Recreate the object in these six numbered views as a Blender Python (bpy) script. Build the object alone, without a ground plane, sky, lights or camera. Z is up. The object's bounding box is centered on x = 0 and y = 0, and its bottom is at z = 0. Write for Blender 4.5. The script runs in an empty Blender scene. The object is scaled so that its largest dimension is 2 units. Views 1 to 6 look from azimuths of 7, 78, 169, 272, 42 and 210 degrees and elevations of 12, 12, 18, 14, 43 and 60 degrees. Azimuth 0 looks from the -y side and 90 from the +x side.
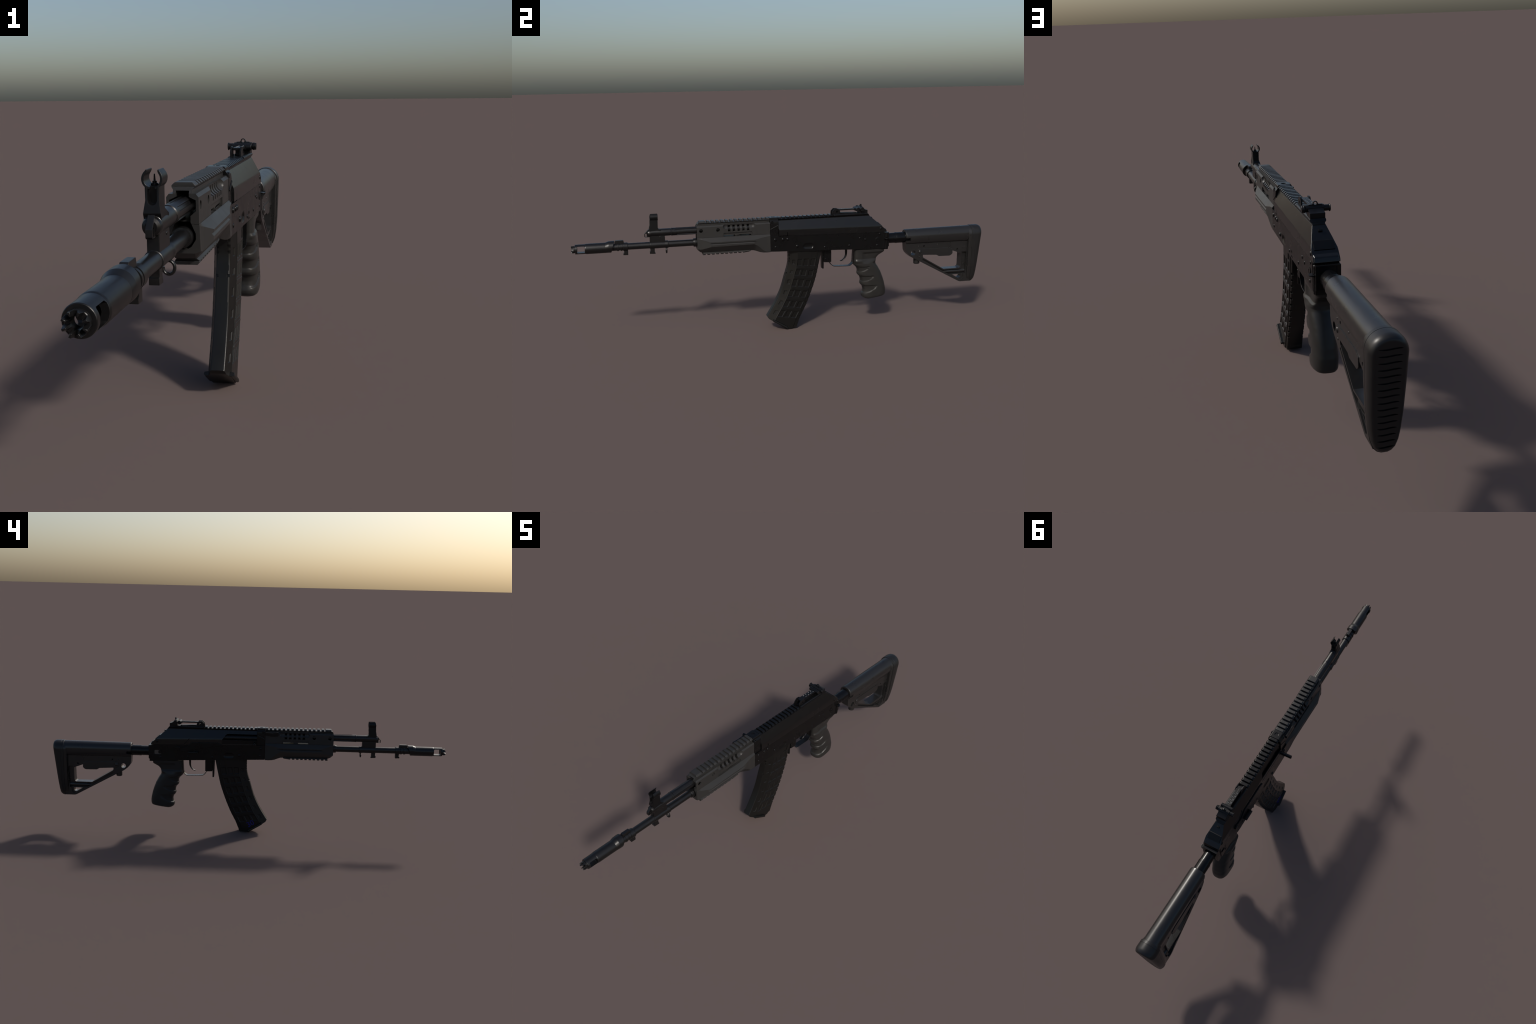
# A modern black assault rifle, built part by part.
# Axes: y runs from the muzzle (-1) to the butt (+1), z is up, x is across.
# All meshes are modelled about the rifle's own mid plane (x = 0) and hang
# under one Empty that shifts that plane to its place in the world.
import bpy, bmesh, math
from math import sin, cos, pi, radians, sqrt
from mathutils import Vector, Matrix

MID_X = 0.0202
scene = bpy.context.scene
coll = scene.collection

# ------------------------------------------------------------------ materials
def material(name, base, rough, grain=0.25, bump=0.05, scale=900.0, spec=0.25,
             streak=None, metallic=0.0, patch=0.12):
    m = bpy.data.materials.new(name)
    m.use_nodes = True
    nt = m.node_tree
    N, Lk = nt.nodes, nt.links
    b = N["Principled BSDF"]
    b.inputs["Metallic"].default_value = metallic
    b.inputs["Specular IOR Level"].default_value = spec
    tc = N.new("ShaderNodeTexCoord")
    fine = N.new("ShaderNodeTexNoise")
    fine.inputs["Scale"].default_value = scale
    fine.inputs["Detail"].default_value = 3.0
    broad = N.new("ShaderNodeTexNoise")
    broad.inputs["Scale"].default_value = 22.0
    broad.inputs["Detail"].default_value = 5.0
    if streak:
        mp = N.new("ShaderNodeMapping")
        mp.inputs["Scale"].default_value = streak
        Lk.new(tc.outputs["Object"], mp.inputs["Vector"])
        Lk.new(mp.outputs["Vector"], fine.inputs["Vector"])
    else:
        Lk.new(tc.outputs["Object"], fine.inputs["Vector"])
    Lk.new(tc.outputs["Object"], broad.inputs["Vector"])
    ramp = N.new("ShaderNodeValToRGB")
    ramp.color_ramp.elements[0].position = 0.3
    ramp.color_ramp.elements[1].position = 0.7
    lo = [c * (1 - grain) for c in base]
    hi = [c * (1 + grain) for c in base]
    ramp.color_ramp.elements[0].color = (*lo, 1)
    ramp.color_ramp.elements[1].color = (*hi, 1)
    Lk.new(fine.outputs["Fac"], ramp.inputs["Fac"])
    Lk.new(ramp.outputs["Color"], b.inputs["Base Color"])
    rr = N.new("ShaderNodeMapRange")
    rr.inputs["From Min"].default_value = 0.3
    rr.inputs["From Max"].default_value = 0.7
    rr.inputs["To Min"].default_value = rough * (1 - patch)
    rr.inputs["To Max"].default_value = rough * (1 + patch)
    Lk.new(broad.outputs["Fac"], rr.inputs["Value"])
    Lk.new(rr.outputs["Result"], b.inputs["Roughness"])
    if bump > 0:
        bp = N.new("ShaderNodeBump")
        bp.inputs["Strength"].default_value = bump
        bp.inputs["Distance"].default_value = 0.001
        Lk.new(fine.outputs["Fac"], bp.inputs["Height"])
        Lk.new(bp.outputs["Normal"], b.inputs["Normal"])
    return m

STEEL    = material("blackened_steel", (0.0040, 0.0039, 0.0040), 0.29, 0.35, 0.045, 700)
COVERMAT = material("brushed_black_steel", (0.0040, 0.0040, 0.0041), 0.26, 0.35, 0.03, 500, spec=0.45, streak=(1, 1, 0.25), patch=0.06)
BARRELM  = material("phosphated_barrel_steel", (0.0060, 0.0058, 0.0060), 0.32, 0.3, 0.12, 600, spec=0.4)
TUBEM    = material("anodised_tube", (0.003, 0.003, 0.0034), 0.26, 0.2, 0.03, 800)
HANDM    = material("dark_grey_polymer", (0.0262, 0.0254, 0.0246), 0.38, 0.12, 0.025, 900)
GRIPM    = material("rubberised_grip_polymer", (0.0215, 0.0207, 0.0196), 0.34, 0.15, 0.02, 900)
STOCKM   = material("stock_polymer", (0.0135, 0.0131, 0.0130), 0.30, 0.15, 0.02, 900, spec=0.5)
PADM     = material("rubber_butt_pad", (0.0130, 0.0126, 0.0126), 0.36, 0.15, 0.02, 900, spec=0.35)
MAGM     = material("magazine_polymer", (0.0066, 0.0064, 0.0059), 0.33, 0.3, 0.12, 650, spec=0.3)
SIGHTM   = material("sight_steel", (0.0045, 0.0045, 0.005), 0.34, 0.2, 0.03, 800)
WORN     = material("bare_worn_steel", (0.12, 0.115, 0.11), 0.35, 0.2, 0.05, 500, metallic=0.7)
BLUE     = material("blue_stamped_paint", (0.012, 0.012, 0.16), 0.5, 0.1, 0.0, 500)
WHITE    = material("white_mark_paint", (0.28, 0.28, 0.28), 0.5, 0.1, 0.0, 500)

# ------------------------------------------------------------------ solids
class Solid:
    """A bag of closed shells made of vertices and faces."""
    def __init__(self):
        self.v, self.f = [], []
    def add(self, v, f):
        o = len(self.v)
        self.v += [tuple(p) for p in v]
        self.f += [tuple(i + o for i in q) for q in f]
        return self
    def plus(self, other):
        return self.add(other.v, other.f)
    def mirrored(self):
        return Solid().add([(-x, y, z) for x, y, z in self.v], [q[::-1] for q in self.f])
    def both(self):
        m = self.mirrored()
        return self.plus(m)
    def moved(self, dx=0, dy=0, dz=0):
        return Solid().add([(x + dx, y + dy, z + dz) for x, y, z in self.v], self.f)
    def mapped(self, fn):
        return Solid().add([fn(*p) for p in self.v], self.f)

def loft(rings, closed=True):
    """Skin between rings of equal point count; flat n-gon caps at both ends."""
    n = len(rings[0]); v = []; f = []
    for r in rings:
        v += r
    for k in range(len(rings) - 1):
        for i in range(n):
            j = (i + 1) % n
            f.append((k * n + i, k * n + j, (k + 1) * n + j, (k + 1) * n + i))
    f.append(tuple(range(n))[::-1])
    f.append(tuple(range((len(rings) - 1) * n, len(rings) * n)))
    return Solid().add(v, f)

def prism_x(profile, xa, xb):
    """Profile in (y, z) pushed along x."""
    return loft([[(xa, y, z) for y, z in profile], [(xb, y, z) for y, z in profile]])

def prism_y(profile, ya, yb):
    """Profile in (x, z) pushed along y."""
    return loft([[(x, ya, z) for x, z in profile], [(x, yb, z) for x, z in profile]])

def prism_z(profile, za, zb):
    return loft([[(x, y, za) for x, y in profile], [(x, y, zb) for x, y in profile]])

def box(xa, xb, ya, yb, za, zb):
    return prism_x([(ya, za), (yb, za), (yb, zb), (ya, zb)], xa, xb)

def mirror_profile(half):
    """Half outline (x>=0), top to bottom, closed by its mirror image."""
    left = [(-x, z) for x, z in reversed(half) if x > 1e-6]
    return list(half) + left

def lathe_y(profile, cx, cz, seg=40):
    """(y, r) profile turned about an axis along y."""
    rings = []
    for y, r in profile:
        rings.append([(cx + r * cos(2 * pi * i / seg), y, cz + r * sin(2 * pi * i / seg)) for i in range(seg)])
    return loft(rings)

def tube_y(profile, bore, cx, cz, seg=40):
    """Turned body with a straight bore open at both ends."""
    rings = []
    pts = list(profile) + [(profile[-1][0], bore), (profile[0][0], bore)]
    for y, r in pts:
        rings.append([(cx + r * cos(2 * pi * i / seg), y, cz + r * sin(2 * pi * i / seg)) for i in range(seg)])
    n = seg; v = []; f = []
    for r in rings: v += r
    m = len(rings)
    for k in range(m):
        kk = (k + 1) % m
        for i in range(n):
            j = (i + 1) % n
            f.append((k * n + i, k * n + j, kk * n + j, kk * n + i))
    return Solid().add(v, f)

def rod_x(xa, xb, cy, cz, r, seg=24, chamfer=0.0):
    pr = [(xa, r), (xb, r)] if chamfer == 0 else [(xa, r - chamfer), (xa + chamfer, r), (xb - chamfer, r), (xb, r - chamfer)]
    return loft([[(x, cy + q * cos(2 * pi * i / seg), cz + q * sin(2 * pi * i / seg)) for i in range(seg)] for x, q in pr])

def rod_z(za, zb, cx, cy, r, seg=24, chamfer=0.0):
    pr = [(za, r), (zb, r)] if chamfer == 0 else [(za, r - chamfer), (za + chamfer, r), (zb - chamfer, r), (zb, r - chamfer)]
    return loft([[(cx + q * cos(2 * pi * i / seg), cy + q * sin(2 * pi * i / seg), z) for i in range(seg)] for z, q in pr])

def sweep(path, section, normal=(1, 0, 0)):
    """Flat section (along normal, across path) swept along a path in the yz plane."""
    rings = []
    for i, p in enumerate(path):
        a = Vector(path[max(i - 1, 0)]); b = Vector(path[min(i + 1, len(path) - 1)])
        t = (b - a).normalized(); nrm = Vector((-t.y, t.x))
        rings.append([(sx, p[0] + nrm.x * sn, p[1] + nrm.y * sn) for sx, sn in section])
    return loft(rings)

def catmull(pts, n):
    """Smooth curve through control points, n samples per span."""
    P = [Vector(p) for p in pts]
    P = [2 * P[0] - P[1]] + P + [2 * P[-1] - P[-2]]
    out = []
    for k in range(1, len(P) - 2):
        for i in range(n):
            out.append(catmull_at(P, k, i / n))
    out.append(P[-2])
    return [tuple(p) for p in out]

def catmull_at(P, k, u):
    a, b, c, d = P[k - 1], P[k], P[k + 1], P[k + 2]
    return 0.5 * ((2 * b) + (c - a) * u + (2 * a - 5 * b + 4 * c - d) * u * u + (3 * b - a - 3 * c + d) * u ** 3)

def arc(cy, cz, r, a0, a1, n):
    return [(cy + r * cos(radians(a0 + (a1 - a0) * i / n)), cz + r * sin(radians(a0 + (a1 - a0) * i / n))) for i in range(n + 1)]

def stadium(ya, yb, za, zb, n=8):
    r = (zb - za) / 2; zc = (za + zb) / 2
    return arc(yb - r, zc, r, -90, 90, n) + arc(ya + r, zc, r, 90, 270, n)

def dome(cx, cy, cz, r, h, side=1, seg=16, rings=4):
    """Rivet head: low dome standing on a plane x = cx."""
    rr = [[(cx - side * 0.002, cy + r * cos(2 * pi * i / seg), cz + r * sin(2 * pi * i / seg)) for i in range(seg)]]
    for k in range(rings + 1):
        a = (pi / 2) * k / (rings + 0.6)
        rr.append([(cx + side * h * sin(a), cy + r * cos(a) * cos(2 * pi * i / seg), cz + r * cos(a) * sin(2 * pi * i / seg)) for i in range(seg)])
    return loft(rr)

# ------------------------------------------------------------------ objects
def to_mesh(solid, name):
    me = bpy.data.meshes.new(name)
    me.from_pydata(solid.v, [], solid.f)
    bm = bmesh.new(); bm.from_mesh(me)
    bmesh.ops.recalc_face_normals(bm, faces=bm.faces)
    bm.to_mesh(me); bm.free()
    me.update()
    return me

def evaluated(ob):
    dg = bpy.context.evaluated_depsgraph_get()
    dg.update()
    me = bpy.data.meshes.new_from_object(ob.evaluated_get(dg), preserve_all_data_layers=False, depsgraph=dg)
    return me

root = bpy.data.objects.new("assault_rifle", None)
root.empty_display_size = 0.1
root.location = (MID_X, 0, 0)
coll.objects.link(root)
root["label"] = "black modern assault rifle with curved magazine and skeleton stock"
root["category"] = "rifle"

def part(name, solid, mat, parent=None, cuts=(), bev=0.0, seg=2, angle=28, smooth=35, joins=(), weighted=True):
    me = to_mesh(solid, name)
    ob = bpy.data.objects.new(name, me)
    coll.objects.link(ob)
    tmp = []
    for op, extra in [("UNION", j) for j in joins] + [("DIFFERENCE", c) for c in cuts]:
        co = bpy.data.objects.new("cutter", to_mesh(extra, "cutter"))
        coll.objects.link(co); tmp.append(co)
        md = ob.modifiers.new("bool", 'BOOLEAN')
        md.operation = op; md.object = co; md.solver = 'EXACT'
        md.use_self = True
    if bev > 0:
        md = ob.modifiers.new("bevel", 'BEVEL')
        md.width = bev; md.segments = seg; md.limit_method = 'ANGLE'
        md.angle_limit = radians(angle); md.harden_normals = False
        md.use_clamp_overlap = True
        if hasattr(md, "miter_outer"): md.miter_outer = 'MITER_ARC'
    if ob.modifiers:
        new = evaluated(ob)
        ob.modifiers.clear()
        ob.data = new
        bpy.data.meshes.remove(me)
        new.name = name
        me = new
    for co in tmp:
        d = co.data
        bpy.data.objects.remove(co); bpy.data.meshes.remove(d)
    for p in me.polygons: p.use_smooth = True
    me.set_sharp_from_angle(angle=radians(smooth))
    if weighted:                      # let the big flat faces rule the shading
        md = ob.modifiers.new("normals", 'WEIGHTED_NORMAL')
        md.mode = 'FACE_AREA'; md.weight = 60; md.keep_sharp = True
        new = evaluated(ob); ob.modifiers.clear(); ob.data = new
        bpy.data.meshes.remove(me); new.name = name; me = new
    me.materials.clear(); me.materials.append(mat)
    ob.parent = parent or root
    return ob

def repeat(name, solid, mat, parent, places, bev=0.0, smooth=35):
    """Shared-mesh copies at offsets (dx, dy, dz)."""
    first = part(name, solid, mat, parent, bev=bev, smooth=smooth)
    first.location = places[0]
    for p in places[1:]:
        c = first.copy(); coll.objects.link(c); c.location = p
    return first

def lettering(name, text, size, depth, mat, parent, matrix):
    cu = bpy.data.curves.new(name, 'FONT')
    cu.body = text; cu.size = size; cu.extrude = depth
    cu.align_x = 'CENTER'; cu.align_y = 'CENTER'; cu.resolution_u = 4
    tmp = bpy.data.objects.new(name, cu); coll.objects.link(tmp)
    me = evaluated(tmp)
    bpy.data.objects.remove(tmp); bpy.data.curves.remove(cu)
    me.transform(matrix)
    me.materials.clear(); me.materials.append(mat)
    ob = bpy.data.objects.new(name, me); coll.objects.link(ob)
    ob.parent = parent or root
    return ob

# ================================================================== barrel
BZ = 0.4505           # bore axis height
barrel = part("barrel", tube_y([(-0.83, 0.0135), (-0.812, 0.0152), (-0.4475, 0.0152), (-0.4470, 0.0190),
                                (-0.4440, 0.0200), (-0.4335, 0.0200), (-0.4310, 0.0185), (-0.43, 0.0165), (-0.09, 0.0165)],
                               0.0072, 0, BZ, 48), BARRELM, smooth=30)

# ---- muzzle brake: turned body, side windows, crown of teeth
brake_z = 0.4506
body = tube_y([(-0.983, 0.0210), (-0.9815, 0.0221), (-0.9385, 0.0224), (-0.9375, 0.0224), (-0.9345, 0.0237), (-0.846, 0.0237)],
              0.0118, 0, brake_z, 56)
window = prism_x([(-0.9735, brake_z - 0.0125), (-0.9715, brake_z - 0.0145), (-0.942, brake_z - 0.0145), (-0.9395, brake_z - 0.0120),
                  (-0.9395, brake_z + 0.0110), (-0.943, brake_z + 0.0145), (-0.9715, brake_z + 0.0145), (-0.9735, brake_z + 0.0125)], -0.05, 0.05)
brake = part("muzzle_brake", body, BARRELM, cuts=[window], bev=0.0006, seg=1, smooth=30)
# flared rear collar, taller on top, its rear edge raked
def circ(y, cz, r, rake=0.0, seg=56):
    return [(r * cos(2 * pi * i / seg), y + rake * (r * sin(2 * pi * i / seg) - r), cz + r * sin(2 * pi * i / seg)) for i in range(seg)]
part("brake_collar", loft([circ(-0.852, brake_z, 0.0224), circ(-0.8475, brake_z + 0.0003, 0.0240), circ(-0.834, brake_z + 0.0028, 0.0263, 0.02),
                           circ(-0.809, brake_z + 0.0030, 0.0268, 0.30), circ(-0.8075, brake_z + 0.003, 0.0255, 0.31)]),
     BARRELM, brake, smooth=9)
part("brake_crown_ring", tube_y([(-0.989, 0.0150), (-0.988, 0.0158), (-0.975, 0.0158)], 0.0085, 0, brake_z, 48), BARRELM, brake, smooth=30)
# eight pointed teeth
def tooth_pts(a0, a1, r0, r1, y, flat):
    return [(r0 * cos(a0), y, r0 * sin(a0)), (r1 * cos(a0), y, r1 * sin(a0)), (r1 * cos(a1), y, r1 * sin(a1)), (r0 * cos(a1), y, r0 * sin(a1))]
half = radians(15)
tooth = loft([tooth_pts(-half, half, 0.0085, 0.0167, -0.9855, 0), tooth_pts(-half * 0.9, half * 0.9, 0.0088, 0.0167, -0.992, 0),
              tooth_pts(-half * 0.34, half * 0.34, 0.0110, 0.0164, -1.0, 0)])
tooth_ob = part("crown_tooth", tooth, BARRELM, brake, bev=0.0003, seg=1)
tooth_ob.location = (0, 0, brake_z)
tooth_ob.rotation_euler = (0, radians(22.5), 0)
for k in range(1, 8):
    c = tooth_ob.copy(); coll.objects.link(c)
    c.rotation_euler = (0, radians(22.5 + 45 * k), 0)

# ---- muzzle adapter behind the brake: ringed sleeve, top catch, bottom lug
sleeve = tube_y([(-0.83, 0.0165), (-0.797, 0.0165), (-0.7965, 0.0188), (-0.7895, 0.0188), (-0.789, 0.0165), (-0.781, 0.0165), (-0.7805, 0.0188),
                 (-0.7735, 0.0188), (-0.773, 0.0168), (-0.7695, 0.0168), (-0.769, 0.0192), (-0.750, 0.0192), (-0.748, 0.0178)], 0.0140, 0, BZ, 48)
adapter = part("muzzle_adapter", sleeve, BARRELM, smooth=30)
part("brake_catch", prism_x([(-0.8075, 0.455), (-0.807, 0.474), (-0.803, 0.4815), (-0.7675, 0.4815), (-0.765, 0.472), (-0.765, 0.455)], -0.0068, 0.0068),
     BARRELM, adapter, bev=0.0012)
foot = prism_x([(-0.7665, 0.442), (-0.766, 0.4225), (-0.7695, 0.4205), (-0.7700, 0.4125), (-0.7485, 0.4115), (-0.7475, 0.442)], -0.0088, 0.0088)
part("bayonet_lug", foot, BARRELM, adapter, bev=0.0010)

# ================================================================== gas block and front sight
GZ = 0.5075           # gas tube axis height
clamp = tube_y([(-0.649, 0.0155), (-0.648, 0.0168), (-0.6445, 0.0172), (-0.580, 0.0166), (-0.5755, 0.0178), (-0.5650, 0.0178), (-0.563, 0.0158)], 0.0140, 0, BZ, 48)
gas_block = part("gas_block", clamp, BARRELM, smooth=30)
part("gas_block_web", prism_x([(-0.6480, 0.452), (-0.6470, 0.50), (-0.5785, 0.50), (-0.5780, 0.480), (-0.5785, 0.452)], -0.0105, 0.0105), BARRELM, gas_block, bev=0.0018)
part("gas_cylinder", lathe_y([(-0.6475, 0.0150), (-0.6465, 0.0162), (-0.62, 0.0172), (-0.553, 0.0172), (-0.5515, 0.0164), (-0.549, 0.0164), (-0.5475, 0.0184), (-0.542, 0.0184), (-0.54, 0.0165)],
                             0, GZ, 48), BARRELM, gas_block, smooth=30)
# gas tube with long flutes
def flute_ring(y, r, depth):
    pts = []
    n = 96
    for i in range(n):
        a = 2 * pi * i / n
        w = 0.5 + 0.5 * cos(6 * a + pi)
        d = depth if w > 0.62 else 0.0
        pts.append(((r - d) * cos(a), y, GZ + (r - d) * sin(a)))
    return pts
gas_tube = part("gas_tube", loft([flute_ring(-0.5405, 0.0180, 0), flute_ring(-0.530, 0.0180, 0), flute_ring(-0.522, 0.0180, 0.0022), flute_ring(-0.12, 0.0180, 0.0022)]), BARRELM, smooth=20)
# sight tower
tower = prism_x([(-0.6400, 0.505), (-0.6490, 0.5255), (-0.6445, 0.546), (-0.6435, 0.568), (-0.6080, 0.568), (-0.6085, 0.530), (-0.603, 0.5235), (-0.595, 0.5215), (-0.595, 0.505)], -0.0118, 0.0118)
tower = tower.mapped(lambda x, y, z: (x * (1.25 if z < 0.529 else 1.0), y, z))
pocket = prism_y(mirror_profile([(0, 0.600), (0.0072, 0.600), (0.0072, 0.545), (0.0050, 0.540), (0, 0.5385)]), -0.66, -0.634)
rear_pocket = prism_y(mirror_profile([(0, 0.600), (0.0072, 0.600), (0.0072, 0.548), (0, 0.545)]), -0.614, -0.59)
front_sight = part("front_sight", tower, SIGHTM, cuts=[pocket, rear_pocket], bev=0.0014)
ring_c, ro, ri = 0.5792, 0.0170, 0.0132
def ear(sign):
    outer = [(sign * ro * cos(radians(a)), ring_c + ro * sin(radians(a))) for a in range(-74, 50, 6)]
    inner = [(sign * ri * cos(radians(a)), ring_c + ri * sin(radians(a))) for a in range(40, -80, -6)]
    tip = [(sign * 0.0100, ring_c + 0.0148), (sign * 0.0087, ring_c + 0.0140), (sign * 0.0086, ring_c + 0.0118)]
    prof = outer + tip + inner
    rings = []
    for y, top in ((-0.6430, 0), (-0.6400, 0), (-0.6090, 0.0), (-0.6070, 0)):
        rings.append([(x, y + (0.0 if y > -0.62 else 0.004 * max(0, (z - ring_c) / ro)), z) for x, z in prof])
    return loft(rings)
repeat_ears = part("sight_ear", ear(1), SIGHTM, front_sight, bev=0.0005, seg=1)
part("sight_ear", ear(-1), SIGHTM, front_sight, bev=0.0005, seg=1)
part("sight_post", rod_z(0.545, 0.5715, 0, -0.625, 0.0062, 20, 0.0012).plus(rod_z(0.571, 0.575, 0, -0.625, 0.0036, 16)).plus(
    loft([[(0.0019 * cos(2 * pi * i / 10), -0.625 + 0.0019 * sin(2 * pi * i / 10), 0.5745) for i in range(10)],
          [(0.0010 * cos(2 * pi * i / 10), -0.625 + 0.0010 * sin(2 * pi * i / 10), 0.5860) for i in range(10)]])), SIGHTM, front_sight)
# gas plug with sling loop fin
plug = lathe_y([(-0.6575, 0.0100), (-0.6545, 0.0150), (-0.6490, 0.0167), (-0.6425, 0.0167)], 0, GZ - 0.002, 40)
part("gas_plug", plug, BARRELM, gas_block, smooth=30)
fin = prism_x([(-0.645, 0.5245), (-0.6525, 0.5240), (-0.6705, 0.5040), (-0.6710, 0.4915), (-0.6685, 0.4885), (-0.645, 0.4885)], -0.0058, 0.0058)
part("sling_loop", fin, BARRELM, gas_block, cuts=[prism_x(stadium(-0.0085, 0.0085, -0.0032, 0.0032, 6), -0.02, 0.02).mapped(lambda x, y, z: (x, -0.6635 + z, 0.4975 + y))], bev=0.0011)
part("bayonet_lug", prism_x([(-0.6465, 0.442), (-0.6465, 0.4235), (-0.6495, 0.4215), (-0.6495, 0.4105), (-0.6245, 0.4095), (-0.6240, 0.4150), (-0.6270, 0.4180), (-0.6270, 0.442)], -0.0088, 0.0088),
     BARRELM, gas_block, bev=0.0010)
# cleaning rod loop: open ring under the clamp
ringp = []
for i in range(25):
    a = radians(100 - 285 * i / 24)
    ringp.append((0.0060 + 0.0100 * cos(a), 0.4235 + 0.0118 * sin(a)))
rr = []
for i, (px, pz) in enumerate(ringp):
    a = Vector(ringp[max(i - 1, 0)]); b = Vector(ringp[min(i + 1, 24)]); t = (b - a).normalized(); n = Vector((-t.y, t.x))
    rr.append([(px + n.x * 0.0030 * cos(2 * pi * k / 10), -0.5735 + 0.0036 * sin(2 * pi * k / 10), pz + n.y * 0.0030 * cos(2 * pi * k / 10)) for k in range(10)])
part("rod_loop", loft(rr), BARRELM, gas_block)
part("gas_block_pin", dome(0.0105, -0.6, 0.487, 0.0035, 0.0015), BARRELM, gas_block)

# ================================================================== handguard
HF, HR = -0.4320, -0.0875
top_half = [(0, 0.5425), (0.0222, 0.5425), (0.0180, 0.5375), (0.0178, 0.5302), (0.0255, 0.5302), (0.0305, 0.5240), (0.0305, 0.4745), (0, 0.4745)]
upper = prism_y(mirror_profile(top_half), HF, HR)
bore_half = [(0, 0.5360), (0.0125, 0.5360), (0.0125, 0.5245), (0.0252, 0.5185), (0.0252, 0.4985), (0.0145, 0.4890), (0.0145, 0.4770), (0.0238, 0.4560),
             (0.0238, 0.4450), (0.0150, 0.4310), (0.0070, 0.4262), (0, 0.4262)]
bore = prism_y(mirror_profile(bore_half), HF - 0.01, -0.3950)
# behind the mouth: a slimmer gas-tube cavity over a flat floor that the side ports open onto
cavity = prism_y(mirror_profile([(0, 0.5350), (0.0122, 0.5350), (0.0122, 0.5240), (0.0187, 0.5180), (0.0187, 0.4970), (0.0225, 0.4900), (0.0225, 0.4700), (0, 0.4700)]), -0.3960, HR - 0.015)
# scooped bay: a capsule lying along the side
def capsule(cx, cz, r, ya, yb, seg=28, caps=8):
    rings = []
    for k in range(caps):
        a = (pi / 2) * (1 - k / caps)
        rings.append((ya - r * sin(a), max(r * cos(a), 1e-4)))
    rings += [(ya, r), (yb, r)]
    for k in range(1, caps + 1):
        a = (pi / 2) * (k / caps)
        rings.append((yb + r * sin(a), max(r * cos(a), 1e-4)))
    return loft([[(cx + q * cos(2 * pi * i / seg), y, cz + q * sin(2 * pi * i / seg)) for i in range(seg)] for y, q in rings])
bay = capsule(0.0362, 0.5225, 0.0158, -0.296, -0.172).both()
slots = Solid()
for k in range(5):
    yc = -0.2815 + 0.0226 * k
    slots.plus(box(0.010, 0.05, yc - 0.0056, yc + 0.0056, 0.4985, 0.5270))
slots.both()
holes = Solid()
for yc in (-0.413, -0.334):
    holes.plus(rod_x(0.012, 0.05, yc, 0.5080, 0.0088, 28))
holes.both()
panel = box(0.0262, 0.05, -0.3085, -0.1725, 0.4760, 0.4925).both()
ports = box(0.016, 0.05, -0.3070, -0.2530, 0.4700, 0.4808).plus(box(0.016, 0.05, -0.2310, -0.1770, 0.4700, 0.4808)).both()
front_rake = prism_x([(-0.45, 0.5300), (-0.4325, 0.5300), (-0.4180, 0.5520), (-0.45, 0.5520)], -0.03, 0.03)
handguard = part("handguard", upper, HANDM, cuts=[bore, cavity, bay, slots, holes, panel, ports, front_rake], bev=0.0006, seg=2, smooth=32)

# rail teeth: trapezoid bars across the rail
def rail_bar(length, z0=0.5420, rise=0.0):
    prof = mirror_profile([(0, 0.5505), (0.0165, 0.5505), (0.0230, 0.5445), (0.0222, 0.5420), (0, 0.5420)])
    return prism_y(prof, 0, length)
PITCH = 0.0219
part("rail_end", rail_bar(0.029).moved(dy=-0.4200), HANDM, handguard, bev=0.0008, seg=1,
     cuts=[prism_x([(-0.45, 0.5300), (-0.4325, 0.5300), (-0.4180, 0.5520), (-0.45, 0.5520)], -0.03, 0.03)])
repeat("rail_tooth", rail_bar(0.0122), HANDM, handguard, [(0, -0.3835 + PITCH * k, 0) for k in range(13)], bev=0.0007)
part("rail_end", rail_bar(0.0135).moved(dy=-0.1010), HANDM, handguard, bev=0.0008, seg=1)

# lower half: lofted belly with a shelf along each side
def belly(y, x1, z1, x2, z2, x3, z3, z4):
    return (y, [(0, 0.4738), (0.0306, 0.4738), (x1, z1), (x2, z2), (x3, z3), (0, z4)])
secs = [belly(HF,     0.0312, 0.4690, 0.0325, 0.4230, 0.0215, 0.4185, 0.4185),
        belly(-0.4190, 0.0318, 0.4685, 0.0330, 0.4205, 0.0195, 0.4070, 0.4070),
        belly(-0.4090, 0.0350, 0.4660, 0.0352, 0.4220, 0.0190, 0.4030, 0.4030),
        belly(-0.3705, 0.0473, 0.4548, 0.0462, 0.4325, 0.0190, 0.4025, 0.4025),
        belly(-0.1665, 0.0458, 0.4545, 0.0455, 0.4340, 0.0190, 0.4000, 0.3960),
        belly(-0.1500, 0.0428, 0.4570, 0.0430, 0.4250, 0.0225, 0.3950, 0.3925),
        belly(-0.1350, 0.0405, 0.4600, 0.0406, 0.4120, 0.0275, 0.3900, 0.3895),
        belly(-0.1220, 0.0385, 0.4625, 0.0386, 0.4000, 0.0320, 0.3885, 0.3885),
        belly(-0.1050, 0.0370, 0.4648, 0.0370, 0.3920, 0.0345, 0.3880, 0.3880),
        belly(HR,      0.0365, 0.4665, 0.0365, 0.3905, 0.0350, 0.3885, 0.3885)]
rings = []
for y, h in secs:
    full = mirror_profile(h)
    rings.append([(x, y, z) for x, z in full])
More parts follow.
